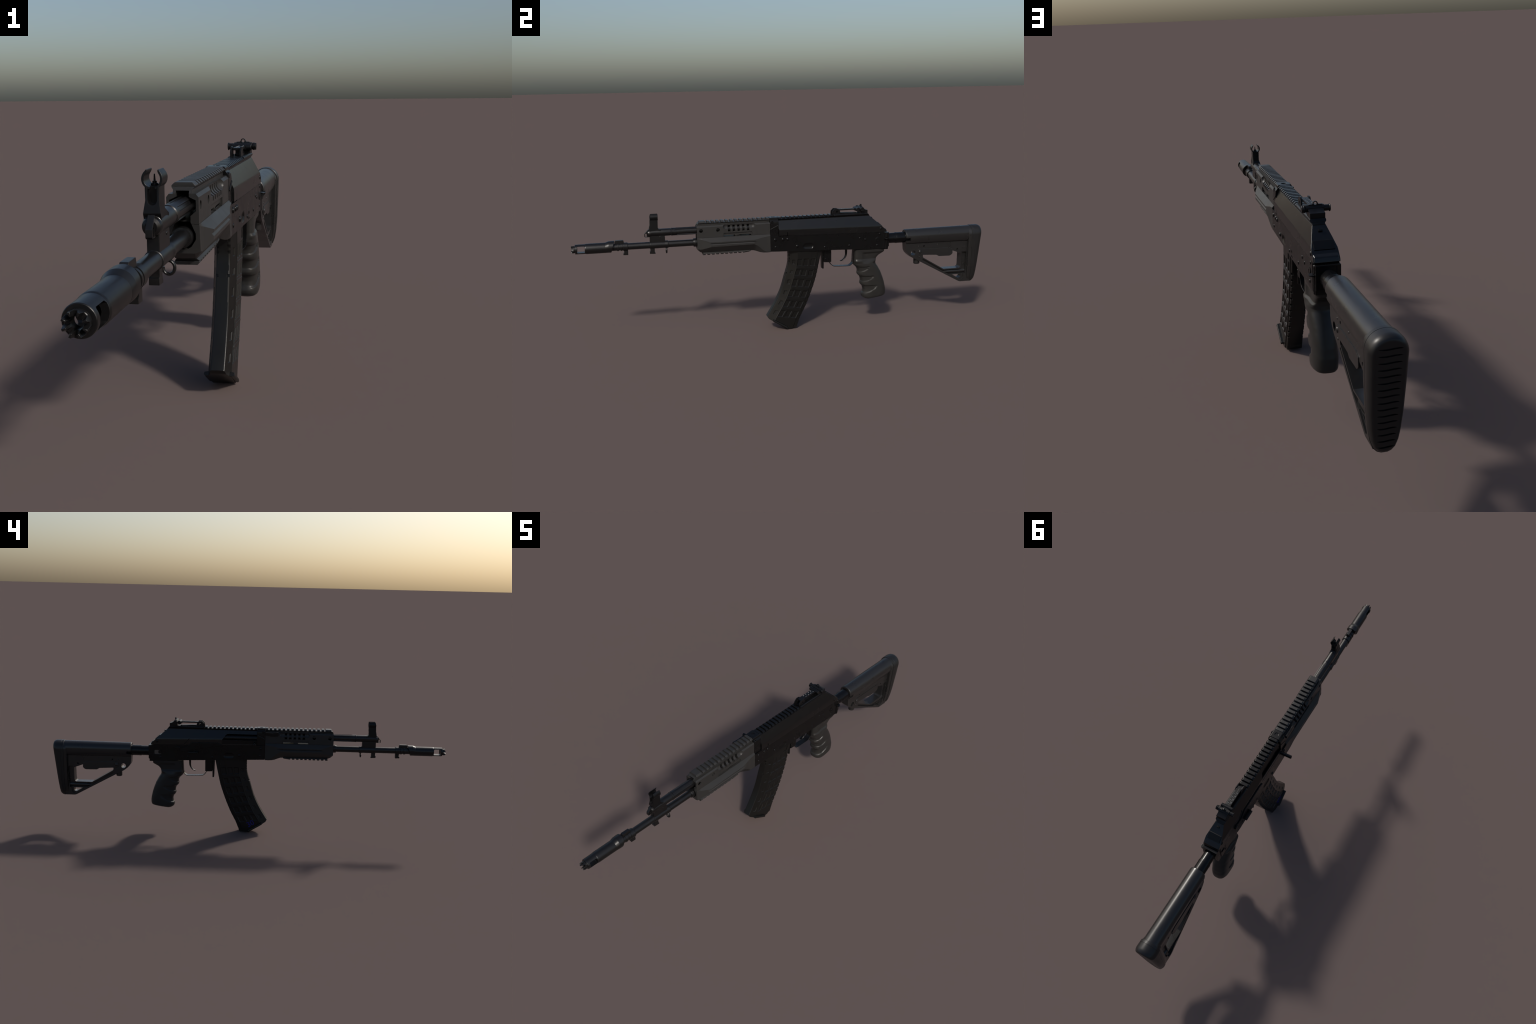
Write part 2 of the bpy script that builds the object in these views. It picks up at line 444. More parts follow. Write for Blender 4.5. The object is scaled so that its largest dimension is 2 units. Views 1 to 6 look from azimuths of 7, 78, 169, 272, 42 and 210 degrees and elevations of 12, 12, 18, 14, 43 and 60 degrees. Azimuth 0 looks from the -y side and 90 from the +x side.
groove = loft([[(0.060, -0.3830, 0.4490), (0.0452, -0.3830, 0.4470), (0.060, -0.3830, 0.4300)],
               [(0.060, -0.3700, 0.4508), (0.0414, -0.3700, 0.4486), (0.060, -0.3700, 0.4215)],
               [(0.060, -0.1650, 0.4500), (0.0405, -0.1650, 0.4478), (0.060, -0.1650, 0.4210)],
               [(0.060, -0.1440, 0.4475), (0.0416, -0.1440, 0.4455), (0.060, -0.1440, 0.4400)]]).both()
lower_bore = prism_y(mirror_profile([(0, 0.4800), (0.0145, 0.4800), (0.0145, 0.4770), (0.0238, 0.4560), (0.0238, 0.4450), (0.0150, 0.4310), (0.0070, 0.4262), (0, 0.4262)]), HF - 0.01, -0.15)
part("heat_shield", box(-0.0240, 0.0240, -0.3900, -0.1000, 0.4715, 0.4745), HANDM, handguard, bev=0.0004, seg=1)
lower = part("lower_handguard", loft(rings), HANDM, handguard, cuts=[lower_bore, groove], bev=0.0005, seg=1, angle=18, smooth=16)
# underside rail
neck = prism_y(mirror_profile([(0, 0.4100), (0.0192, 0.4100), (0.0192, 0.4040), (0.0240, 0.3995), (0.0240, 0.3975), (0, 0.3975)]), -0.4130, -0.1800)
neck = neck.mapped(lambda x, y, z: (x, y - (0.4100 - z) * (-0.9 if y < -0.3 else 0.0), z))
part("lower_rail", neck, HANDM, handguard, bev=0.0006, seg=1)
low_bar = prism_y(mirror_profile([(0, 0.3985), (0.0240, 0.3985), (0.0252, 0.3965), (0.0205, 0.3912), (0, 0.3912)]), 0, 0.0125)
repeat("lower_rail_tooth", low_bar, HANDM, handguard, [(0, -0.4065 + 0.0211 * k, 0) for k in range(9)], bev=0.0006)
part("rail_end", prism_y(mirror_profile([(0, 0.4000), (0.0235, 0.4000), (0.0252, 0.3965), (0.0205, 0.3912), (0, 0.3912)]), -0.2165, -0.185)
     .mapped(lambda x, y, z: (x, y, z + (0.004 if (y > -0.2) else 0))), HANDM, handguard, bev=0.0008, seg=1)
# takedown lever on the off side, along the top chamfer
lever = prism_x([(-0.0865, 0.5165), (-0.1235, 0.5125), (-0.1525, 0.5140), (-0.1540, 0.5180), (-0.1530, 0.5325), (-0.1500, 0.5340), (-0.1235, 0.5305), (-0.0865, 0.5320)], -0.0395, -0.0300)
part("takedown_lever", lever, STEEL, handguard, bev=0.0016)

# ================================================================== receiver
RW = 0.0365
def bottom_z(y): return 0.3905 + (y - HR) * (0.3700 - 0.3905) / (0.4800 - HR)
def seam_z(y):   return 0.4630 + (y - HR) * (0.4520 - 0.4630) / (0.4800 - HR)
rec_prof = [(HR + 0.0006, bottom_z(HR)), (0.479, bottom_z(0.479)), (0.479, seam_z(0.479)), (HR + 0.0006, seam_z(HR))]
magwell = box(-0.031, 0.031, 0.006, 0.170, 0.36, 0.41)
def dimple(side):
    s = Solid()
    rings = []
    for x, g in ((side * 0.0325, 0.30), (side * 0.0345, 0.72), (side * 0.0365, 1.0), (side * 0.040, 1.12)):
        st = stadium(-0.0265 * (0.7 + 0.3 * g), 0.0265 * (0.7 + 0.3 * g), -0.0145 * g, 0.0145 * g, 8)
        rings.append([(x, 0.097 + p, 0.4070 + q) for p, q in st])
    return s.plus(loft(rings))
lever_slot = prism_x(stadium(0.4390, 0.4815, 0.4030, 0.4250, 8), -0.05, -0.0315)
receiver = part("receiver", prism_x(rec_prof, -RW, RW), STEEL, cuts=[magwell, dimple(1).plus(dimple(-1)), lever_slot], bev=0.0016, smooth=32)
part("latch_slot_liner", prism_x(stadium(0.4385, 0.4820, 0.4025, 0.4255, 8), -0.0318, -0.0312), WORN, receiver)
part("latch_button", rod_x(-0.0362, -0.031, 0.4480, 0.4150, 0.0085, 24, 0.0015), STEEL, receiver)
# front trunnion block standing above the receiver
tr_half = [(0, 0.5505), (0.0205, 0.5505), (0.0235, 0.5470), (0.0235, 0.5400), (0.0300, 0.5320), (0.0315, 0.5200), (0.0315, 0.462), (0, 0.462)]
trunnion = part("front_trunnion", prism_y(mirror_profile(tr_half), HR + 0.001, -0.0455), STEEL, receiver, bev=0.0016,
                cuts=[rod_z(0.5480, 0.56, 0, -0.066, 0.0085, 28)])
part("trunnion_rib", sweep([(-0.0860, 0.4955), (-0.0480, 0.5140)], [(0.0300, -0.0022), (0.0338, -0.0022), (0.0330, 0.0022), (0.0300, 0.0022)]).both(), STEEL, trunnion, bev=0.0009)
part("trunnion_pin", rod_x(-0.0320, 0.0320, -0.077, 0.5300, 0.0070, 20, 0.001), STEEL, trunnion)
# rivets on both flanks
riv = []
for y, z in ((-0.0645, 0.4470), (-0.0270, 0.4460), (-0.0040, 0.4455), (0.0425, 0.4095), (-0.0625, 0.4105), (0.1795, 0.3955), (0.3560, 0.4290), (0.3840, 0.4210),
             (0.3030, 0.3960), (0.4450, 0.3885), (0.4570, 0.4445)):
    riv.append((y, z))
big = {0, 1, 2, 3}
for s in (1, -1):
    base_r = part("rivet", dome(0, 0, 0, 0.0074, 0.0042, s), STEEL, receiver)
    base_r.location = (s * RW, riv[0][0], riv[0][1])
    small = None
    for k, (y, z) in enumerate(riv[1:], 1):
        if s < 0 and k in (1, 2, 6, 7, 10): continue
        c = base_r.copy(); coll.objects.link(c)
        c.location = (s * RW, y, z)
        sc = 1.0 if k in big else 0.78
        c.scale = (sc * (1.0 if k in big else 0.7), sc, sc)
# small stamped marks (fire selector letters are worn shapes)
part("stamped_mark", box(RW - 0.001, RW + 0.0008, 0.203, 0.2065, 0.398, 0.4065).plus(box(RW - 0.001, RW + 0.0008, 0.214, 0.2175, 0.398, 0.4065)).plus(
    box(RW - 0.001, RW + 0.0008, 0.203, 0.2065, 0.384, 0.3905)).plus(box(RW - 0.001, RW + 0.0008, 0.214, 0.2175, 0.384, 0.3905)), STEEL, receiver, bev=0.0004)
part("axis_pin", tube_y([(0, 0.0120), (0.0018, 0.0120), (0.0025, 0.0108)], 0.0070, 0, 0, 28).mapped(lambda x, y, z: (RW - 0.0005 + y, 0.4460 + x, 0.4170 + z)), STEEL, receiver)
part("axis_pin", rod_x(RW - 0.001, RW + 0.0014, 0.4460, 0.4170, 0.0058, 20, 0.0006), STEEL, receiver)

# rear trunnion, hinge plate and swivel
rear_tr = part("rear_trunnion", prism_x([(0.479, 0.3720), (0.4810, 0.3660), (0.5010, 0.3660), (0.5020, 0.3790), (0.5060, 0.3800), (0.5060, 0.4490), (0.479, 0.4500)], -0.0345, 0.0345),
               STEEL, receiver, bev=0.0016, cuts=[box(-0.023, 0.023, 0.5045, 0.52, 0.383, 0.4440)])
part("hinge_seam", box(-0.0372, 0.0372, 0.4770, 0.4800, 0.3725, 0.4500), SIGHTM, receiver, bev=0.0008)
hinge = part("hinge_knuckle", rod_z(0.3665, 0.4165, 0.0310, 0.4915, 0.0072, 20, 0.001).plus(rod_z(0.4245, 0.4485, 0.0310, 0.4935, 0.0072, 20, 0.001)), STEEL, receiver)
tab = [(0.020, 0.4800)] + [(0.0390 + 0.0118 * cos(radians(a)), 0.4905 + 0.0118 * sin(radians(a))) for a in range(-80, 81, 16)] + [(0.020, 0.5010)]
part("folding_catch", prism_z(tab, 0.4185, 0.4225), STEEL, hinge, bev=0.0009)

# ================================================================== dust cover
def cover_half(y):
    b = seam_z(y) + 0.0006
    sh = 0.4935 - 0.010 * (y + 0.045) / 0.5
    return [(0, 0.5345), (0.0185, 0.5345), (0.0350, sh + 0.0050), (0.0364, sh + 0.0008), (0.0368, sh - 0.0040), (0.0368, b), (0, b)]
rings = []
for y in (-0.0450, 0.10, 0.25, 0.40, 0.510):
    rings.append([(x, y, z) for x, z in mirror_profile(cover_half(y))])
rake = prism_x([(0.4105, 0.5600), (0.4105, 0.5330), (0.4720, 0.4790), (0.4905, 0.4610), (0.4955, 0.4400), (0.54, 0.4400), (0.54, 0.5600)], -0.06, 0.06)
port = prism_x([(-0.06, 0.5165)] + arc(0.098, 0.5165 - 0.022, 0.022, 90, 20, 6) + [(0.131, 0.4880), (0.131, 0.4660), (-0.06, 0.4700)], -0.06, 0.0050)
front_slit = box(0.0300, 0.06, -0.0050, -0.0020, 0.4600, 0.4800).plus(box(0.0300, 0.06, -0.0460, -0.0020, 0.4600, 0.4640))
cover = part("dust_cover", loft(rings), COVERMAT, cuts=[rake, port, front_slit], bev=0.0022, seg=3, angle=22, smooth=40)
# bolt carrier seen through the ejection port
part("bolt_carrier", lathe_y([(-0.046, 0.0215), (0.1315, 0.0215)], -0.0030, 0.4940, 32), TUBEM, cover, smooth=30)
part("port_skirt", prism_x([(-0.0445, seam_z(-0.045)), (0.1335, seam_z(0.1335)), (0.1335, 0.4845), (0.1290, 0.4875), (-0.0445, 0.4880)], -0.0360, -0.0325), STEEL, cover, bev=0.0008)
# cover rail
part("cover_rail", prism_y(mirror_profile([(0, 0.5420), (0.0222, 0.5420), (0.0178, 0.5375), (0.0175, 0.5310), (0, 0.5310)]), -0.0450, 0.4110), STEEL, cover, bev=0.0006,
     cuts=[prism_x([(0.3990, 0.56), (0.3990, 0.5460), (0.4130, 0.5330), (0.43, 0.53), (0.43, 0.56)], -0.05, 0.05)])
bar = prism_y(mirror_profile([(0, 0.5495), (0.0165, 0.5495), (0.0230, 0.5440), (0.0222, 0.5415), (0, 0.5415)]), 0, 0.0125)
repeat("rail_tooth", bar, STEEL, cover, [(0, -0.0440 + 0.0209 * k, 0) for k in range(13)], bev=0.0007)
# rear catch parts on the raked back
def on_rake(u, out):     # point at distance u down the back slope, raised by out
    L = sqrt(0.0615 ** 2 + 0.054 ** 2); ty, tz = 0.0615 / L, -0.054 / L
    return (0.4105 + ty * u + -tz * out, 0.5330 + tz * u + ty * out)
def slab_on_rake(u0, u1, x, lift):
    return prism_x([on_rake(u0, -0.002), on_rake(u1, -0.002), on_rake(u1, lift), on_rake(u0 + 0.004, lift)], -x, x)
part("cover_stud", slab_on_rake(0.012, 0.022, 0.0060, 0.0045), STEEL, cover, bev=0.0012)
part("cover_catch", slab_on_rake(0.046, 0.080, 0.0290, 0.0028), STEEL, cover, bev=0.0015)
part("rear_cap", loft(
     [[(-0.0362, 0.468, 0.4525), (0.0362, 0.468, 0.4525), (0.0362, 0.468, 0.478), (-0.0362, 0.468, 0.478)],
      [(-0.0345, 0.4955, 0.4525), (0.0345, 0.4955, 0.4525), (0.0335, 0.4900, 0.4670), (-0.0335, 0.4900, 0.4670)]]), COVERMAT, cover, bev=0.003, seg=3)
cr = part("cover_rivet", dome(0, 0, 0, 0.0070, 0.0032, 1), STEEL, cover)
cr.location = (0.0366, 0.4620, 0.4710)
c2 = part("cover_rivet", dome(0, 0, 0, 0.0070, 0.0032, -1), STEEL, cover)
c2.location = (-0.0366, 0.4620, 0.4710)

# ---- charging handle
part("charging_handle", rod_x(-0.0900, -0.030, -0.0335, 0.4745, 0.0072, 20, 0.0018).mapped(
    lambda x, y, z: (x, y + (x + 0.03) * 0.02, 0.4745 + (z - 0.4745) * 1.25)), STEEL, cover)

# ---- selector lever, off side
sel = prism_x([(0.3680, 0.4385), (0.3640, 0.4460), (0.3560, 0.4490), (0.3400, 0.4440), (0.3120, 0.4445), (0.2850, 0.4700), (0.1560, 0.4715), (0.1320, 0.4625),
               (0.1340, 0.4570), (0.1700, 0.4520), (0.2950, 0.4300), (0.3300, 0.4215), (0.3560, 0.4250), (0.3660, 0.4310)], -0.0418, -0.0360)
selector = part("selector_lever", sel, STEEL, bev=0.0014)
part("selector_pivot", rod_x(-0.0440, -0.036, 0.3560, 0.4370, 0.0105, 24, 0.0012), STEEL, selector)
part("selector_ridge", sweep([(0.3230, 0.4600), (0.2975, 0.4890)], [(-0.0385, -0.0018), (-0.0360, -0.0018), (-0.0360, 0.0018), (-0.0385, 0.0018)]), STEEL, selector, bev=0.0006)
part("selector_tab", box(-0.0570, -0.0360, 0.2510, 0.3010, 0.4150, 0.4235), STEEL, selector, bev=0.0022)

# ================================================================== rear sight
base_half = [(0, 0.5500), (0.0195, 0.5500), (0.0228, 0.5465), (0.0228, 0.5425), (0.0180, 0.5375), (0, 0.5375)]
sight_base = part("rear_sight", prism_y(mirror_profile(base_half), 0.2270, 0.4060), SIGHTM, bev=0.0008,
                  cuts=[prism_x([(0.3990, 0.56), (0.3990, 0.5475), (0.4120, 0.5350), (0.43, 0.53), (0.43, 0.56)], -0.05, 0.05),
                        box(-0.0095, 0.0095, 0.262, 0.345, 0.5455, 0.56)])
ear_prof = [(0.2225, 0.5480), (0.2235, 0.5640), (0.2350, 0.5755), (0.2520, 0.5755), (0.2600, 0.5680), (0.2640, 0.5545), (0.2720, 0.5500), (0.2720, 0.5440), (0.2225, 0.5420)]
for s in (1, -1):
    part("sight_bracket", prism_x(ear_prof, s * 0.0112, s * 0.0152), SIGHTM, sight_base, bev=0.0008, cuts=[rod_x(-0.03, 0.03, 0.2465, 0.5610, 0.0042, 16)])
leaf = prism_x([(0.2400, 0.5655), (0.3700, 0.5655), (0.3700, 0.5720), (0.2400, 0.5720)], -0.0105, 0.0105)
leaf_ob = part("sight_leaf", leaf, SIGHTM, sight_base, bev=0.0010, cuts=[box(-0.0006, 0.0006, 0.25, 0.345, 0.5712, 0.58)])
part("leaf_spring", prism_x([(0.262, 0.5490), (0.345, 0.5490), (0.345, 0.5525), (0.262, 0.5555)], -0.0080, 0.0080), SIGHTM, sight_base, bev=0.0006)
part("sight_block", prism_x([(0.3600, 0.5490), (0.3990, 0.5470), (0.3990, 0.5630), (0.3870, 0.5660), (0.3760, 0.5740), (0.3600, 0.5700)], -0.0215, 0.0215), SIGHTM, sight_base, bev=0.0012)
# slider with two thumb buttons, windage drum behind it
part("slider", rod_x(-0.0265, 0.0265, 0.3485, 0.5675, 0.0094, 24, 0.0012).plus(box(-0.0125, 0.0125, 0.338, 0.358, 0.5610, 0.5735)), SIGHTM, sight_base, bev=0.0006, smooth=30)
part("windage_drum", rod_x(-0.0345, 0.0300, 0.3665, 0.5685, 0.0090, 28, 0.0008).plus(rod_x(-0.0430, -0.0395, 0.3665, 0.5685, 0.0108, 28, 0.001)).plus(
    rod_x(-0.0400, -0.034, 0.3665, 0.5685, 0.0088, 24)).plus(rod_x(0.0285, 0.0335, 0.3670, 0.5688, 0.0106, 28, 0.0008)).plus(rod_x(0.0330, 0.0380, 0.3670, 0.5688, 0.0098, 28, 0.001)),
     SIGHTM, sight_base, smooth=30)
part("drum_bridge", prism_x([(0.3560, 0.5700), (0.3620, 0.5800), (0.3720, 0.5800), (0.3790, 0.5740), (0.3790, 0.5680)], -0.0245, 0.0265), SIGHTM, sight_base, bev=0.001)
ap = [(0.0190, 0.5770), (0.0190, 0.5815), (0.0092, 0.5820)] + [(0.0072 * cos(radians(a)), 0.5838 + 0.0072 * sin(radians(a))) for a in range(0, 181, 15)] + [(-0.0092, 0.5820), (-0.0190, 0.5815), (-0.0190, 0.5770)]
part("aperture", prism_y(ap, 0.3680, 0.3735), SIGHTM, sight_base, bev=0.0004, seg=1,
     cuts=[lathe_y([(0.36, 0.0042), (0.38, 0.0042)], 0, 0.5842, 20)])
# range numerals along the leaf, read from behind
for col, digits in ((-0.0056, "2468"), (0.0056, "1357")):
    for k, d in enumerate(digits):
        y = 0.2760 + 0.0165 * k + (0.006 if col > 0 else 0.0)
        M = Matrix.Translation((col, y, 0.57225)) @ Matrix.Rotation(pi, 4, 'Z')
        lettering("range_numeral", d, 0.0085, 0.0003, WHITE, leaf_ob, M)

# ================================================================== magazine
FRONT = [(0.0040, 0.400), (0.0030, 0.325), (-0.0130, 0.268), (-0.0345, 0.198), (-0.0655, 0.133), (-0.1045, 0.069), (-0.1490, 0.004)]
BACK  = [(0.1690, 0.400), (0.1520, 0.316), (0.1370, 0.250), (0.1130, 0.178), (0.0860, 0.112), (0.0530, 0.046), (0.0330, -0.010)]
def on_curve(pts, t):
    P = [Vector(p) for p in pts]
    P = [2 * P[0] - P[1]] + P + [2 * P[-1] - P[-2]]
    k = min(int(t), len(pts) - 2)
    return catmull_at(P, k + 1, t - k)
def mag(s, t):
    return on_curve(FRONT, t) * (1 - s) + on_curve(BACK, t) * s
MAGSEC = [(0.0, 0.0135), (0.012, 0.0168), (0.035, 0.0182), (0.255, 0.0272), (0.268, 0.0290), (0.885, 0.0290), (0.895, 0.0262), (0.985, 0.0258), (1.0, 0.0235)]
rings = []
NT = 48
for i in range(NT + 1):
    t = 6.0 * i / NT
    right = [mag(s, t) for s, w in MAGSEC]
    ring = [(w, p.x, p.y) for (s, w), p in zip(MAGSEC, right)]
    ring += [(-w, p.x, p.y) for (s, w), p in reversed(list(zip(MAGSEC, right)))]
    rings.append(ring)
def cell(s0, s1, t0, t1, xa, xb):
    c = [(s0, t0), (s1, t0), (s1, t1), (s0, t1)]
    return loft([[(xa, *mag(s, t)) for s, t in c], [(xb, *mag(s, t)) for s, t in c]])
def nose_x(s): return 0.0182 + (0.0272 - 0.0182) * (s - 0.035) / 0.22
def tray(s0, s1, t0, t1, floor=0.0260, top=0.0291):
    """Sunk panel with sloping walls."""
    e, g = 0.019, 0.042
    def corners(k): return [(s0 + k * e, t0 + k * g), (s1 - k * e, t0 + k * g), (s1 - k * e, t1 - k * g), (s0 + k * e, t1 - k * g)]
    return loft([[(x, *mag(a, b)) for a, b in corners(k)] for x, k in ((floor, 1), (top, 0), (0.036, 0))])
pits = Solid(); squares = Solid(); back_notches = Solid(); nose = Solid()
ROWS = (0.93, 1.72, 2.47, 3.20, 3.97, 4.70)
for r, t in enumerate(ROWS):
    for sc in (0.355, 0.565, 0.785):
        pits.plus(tray(sc - 0.080, sc + 0.080, t - 0.240, t + 0.250))
    # shallow squares that follow the slanted nose panel
    q = [(0.115, t - 0.17), (0.205, t - 0.17), (0.205, t + 0.13), (0.115, t + 0.13)]
    qi = [(0.130, t - 0.138), (0.190, t - 0.138), (0.190, t + 0.098), (0.130, t + 0.098)]
    squares.plus(loft([[(nose_x(a) - 0.0022, *mag(a, b)) for a, b in qi], [(nose_x(a) + 0.0001, *mag(a, b)) for a, b in q], [(0.032, *mag(a, b)) for a, b in q]]))
pits.plus(cell(0.70, 0.86, 0.30, 0.62, 0.0268, 0.036))
t = 1.05
while t < 4.9:
    back_notches.plus(cell(0.935, 1.05, t, t + 0.11, 0.0205, 0.035))
    t += 0.335
for t in (0.42, 0.62, 0.82):
    nose.plus(cell(-0.04, 0.030, t, t + 0.10, 0.0105, 0.030))
nose.plus(cell(-0.04, 0.030, 1.78, 1.90, 0.0105, 0.030))
for sld in (pits, squares, back_notches, nose): sld.both()
floor_cut = prism_x([(-0.25, 0.1420), (-0.1050, 0.0672), (-0.0985, 0.0560), (-0.0120, 0.0002), (0.0370, 0.0045), (0.0410, 0.0085), (0.0410, 0.0200), (0.25, 0.0200), (0.25, -0.2), (-0.25, -0.2)], -0.06, 0.06)
magazine = part("magazine", loft(rings), MAGM, cuts=[pits, squares, back_notches, nose, floor_cut], bev=0.0006, seg=1, smooth=28)
# cross ribs between the rows
ribs = Solid()
for a, b in zip(ROWS[:-1], ROWS[1:]):
    m = 0.5 * (a + b) + 0.015
    ribs.plus(cell(0.285, 0.865, m - 0.045, m + 0.045, 0.0280, 0.0300))
ribs.both()
rib_ob = part("magazine_rib", ribs, MAGM, magazine, bev=0.0006, seg=1)
# floor plate lips along the bottom edges
lip = sweep([(-0.0790, 0.0500), (-0.0100, 0.0080)], [(0.0255, -0.0052), (0.0365, -0.0052), (0.0382, -0.0020), (0.0372, 0.0040), (0.0255, 0.0060)]).both()
part("floor_plate", lip, MAGM, magazine, bev=0.0010)
# painted number low on the off side
d30 = Vector((-0.028, 0.017)).normalized()
ax = Vector((0, d30.x, d30.y)); up = Vector((0, 0.0, 1.0)); nrm = Vector((-1, 0, 0))
ay = nrm.cross(ax)
M = Matrix.Translation((-0.0290, -0.0210, 0.0455)) @ Matrix(((ax.x, ay.x, nrm.x, 0), (ax.y, ay.y, nrm.y, 0), (ax.z, ay.z, nrm.z, 0), (0, 0, 0, 1)))
lettering("capacity_number", "30", 0.040, 0.0004, BLUE, magazine, M)

# ================================================================== trigger group
catch_block = part("trigger_housing", prism_x([(0.1815, 0.384), (0.1820, 0.3165), (0.2080, 0.3150), (0.2180, 0.3165), (0.2180, 0.384)], -0.0150, 0.0150), STEEL, receiver, bev=0.0012)
part("magazine_catch", prism_x([(0.1690, 0.380), (0.1725, 0.2860), (0.1775, 0.2840), (0.1805, 0.2870), (0.1815, 0.380)], -0.0125, 0.0125), STEEL, receiver, bev=0.0010)
hr = part("housing_rivet", dome(0.0150, 0.1900, 0.3340, 0.0040, 0.0018, 1), STEEL, catch_block)
guard_path = catmull([(0.2100, 0.3180), (0.2150, 0.3080), (0.2230, 0.2985), (0.2330, 0.2935), (0.2600, 0.2915), (0.3050, 0.2900), (0.3180, 0.2935), (0.3280, 0.3035), (0.3310, 0.3180), (0.3320, 0.3400), (0.3335, 0.376)], 5)
part("trigger_guard", sweep(guard_path, [(-0.0135, -0.0013), (0.0135, -0.0013), (0.0135, 0.0013), (-0.0135, 0.0013)]), STEEL, receiver, bev=0.0006, seg=1, angle=60)
trig = catmull([(0.2975, 0.384), (0.2975, 0.358), (0.2960, 0.3420), (0.2890, 0.3280), (0.2790, 0.3190), (0.2680, 0.3155)], 5)
rings = []
for i, p in enumerate(trig):
    a = Vector(trig[max(i - 1, 0)]); b = Vector(trig[min(i + 1, len(trig) - 1)])
    tt = (b - a).normalized(); n = Vector((-tt.y, tt.x)); u = i / (len(trig) - 1)
    w = 0.0062 * (1 - u) + 0.0020 * u; xw = 0.0075
    rings.append([(xw * cos(2 * pi * k / 12), p[0] + n.x * w * sin(2 * pi * k / 12), p[1] + n.y * w * sin(2 * pi * k / 12)) for k in range(12)])
part("trigger", loft(rings), STEEL, receiver)

# ================================================================== pistol grip
GF = [(0.370, 0.3340), (0.320, 0.3335), (0.300, 0.3310), (0.294, 0.3330), (0.282, 0.3460), (0.270, 0.3530), (0.256, 0.3540), (0.249, 0.3530), (0.243, 0.3550), (0.233, 0.3650),
      (0.222, 0.3690), (0.211, 0.3705), (0.204, 0.3690), (0.197, 0.3685), (0.190, 0.3725), (0.181, 0.3800), (0.168, 0.3835), (0.155, 0.3820), (0.147, 0.3775), (0.140, 0.3760), (0.132, 0.3775), (0.125, 0.382), (0.120, 0.392)]
GB = [(0.370, 0.4880), (0.352, 0.4870), (0.346, 0.4760), (0.338, 0.4600), (0.326, 0.4490), (0.312, 0.4440), (0.296, 0.4465), (0.280, 0.4570), (0.253, 0.4720), (0.225, 0.4830), (0.200, 0.4910), (0.170, 0.4970), (0.145, 0.4990), (0.128, 0.4985), (0.120, 0.4950)]
def interp(tab, z):
    for (z0, a), (z1, b) in zip(tab[:-1], tab[1:]):
        if z <= z0 and z >= z1:
            u = (z0 - z) / (z0 - z1)
            return a + (b - a) * u
    return tab[0][1] if z > tab[0][0] else tab[-1][1]
def smooth_tab(tab, z, h=0.003):
    return sum(interp(tab, z + h * k / 2) for k in (-2, -1, 0, 1, 2)) / 5
def sstep(a, b, v):
    u = min(1, max(0, (v - a) / (b - a)))
    return u * u * (3 - 2 * u)
GW = [(0.370, 0.0330), (0.3225, 0.0310), (0.3215, 0.0312), (0.3140, 0.0360), (0.300, 0.0366), (0.250, 0.0367), (0.200, 0.0369), (0.150, 0.0369), (0.132, 0.0362), (0.124, 0.0345), (0.120, 0.0300)]
GROOVES = [  # ztop, yend, lower edge as (y, z) control points
    (0.2850, 0.4045, [(0.335, 0.2560), (0.360, 0.2555), (0.382, 0.2615), (0.398, 0.2705), (0.4050, 0.2800)]),
    (0.2375, 0.4280, [(0.350, 0.2100), (0.375, 0.2075), (0.400, 0.2110), (0.418, 0.2190), (0.4290, 0.2290)]),
    (0.1890, 0.4460, [(0.360, 0.1490), (0.385, 0.1480), (0.410, 0.1540), (0.432, 0.1650), (0.4470, 0.1800)])]
def lower_edge(pts, y):
    if y <= pts[0][0]: return pts[0][1]
    for (a, p), (b, q) in zip(pts[:-1], pts[1:]):
        if a <= y <= b: return p + (q - p) * (y - a) / (b - a)
    return 1.0
NZ, NA = 260, 144
rings = []
for i in range(NZ + 1):
    zl = 0.370 + (0.120 - 0.370) * i / NZ
    f = smooth_tab(GF, zl); b = smooth_tab(GB, zl); w = smooth_tab(GW, zl, 0.0008)
    yc, ay = (f + b) / 2, (b - f) / 2
    ring = []
    for k in range(NA):
        a = 2 * pi * k / NA
        ca, sa = cos(a), sin(a)
        e = 2 / (2.7 + 2.6 * sstep(0.300, 0.316, zl))
        px = w * math.copysign(abs(sa) ** e, sa)
        py = yc + ay * math.copysign(abs(ca) ** e, ca)
        d = 0.0
        for zt, ye, low in GROOVES:
            if py < ye + 0.002:
                zlow = lower_edge(low, py)
                if zlow < zl < zt:
                    d = max(d, 0.0044 * sstep(0, 0.0022, zt - zl) * sstep(0, 0.0022, zl - zlow) * sstep(ye + 0.002, ye - 0.006, py))
        # hollow for the web of the hand, behind the flat front block
        hollow = 0.0060 * sstep(0.366, 0.384, py) * sstep(0.359, 0.346, zl) * sstep(0.296, 0.322, zl)
        px *= 1 - (d + hollow) / w
        if py < yc: py += d * 0.2
        tilt = sstep(0.20, 0.120, zl) * (py - 0.405) * 0.145
        ring.append((px, py, zl + max(tilt, 0)))
    rings.append(ring)
part("pistol_grip", loft(rings), GRIPM, smooth=50, weighted=False)

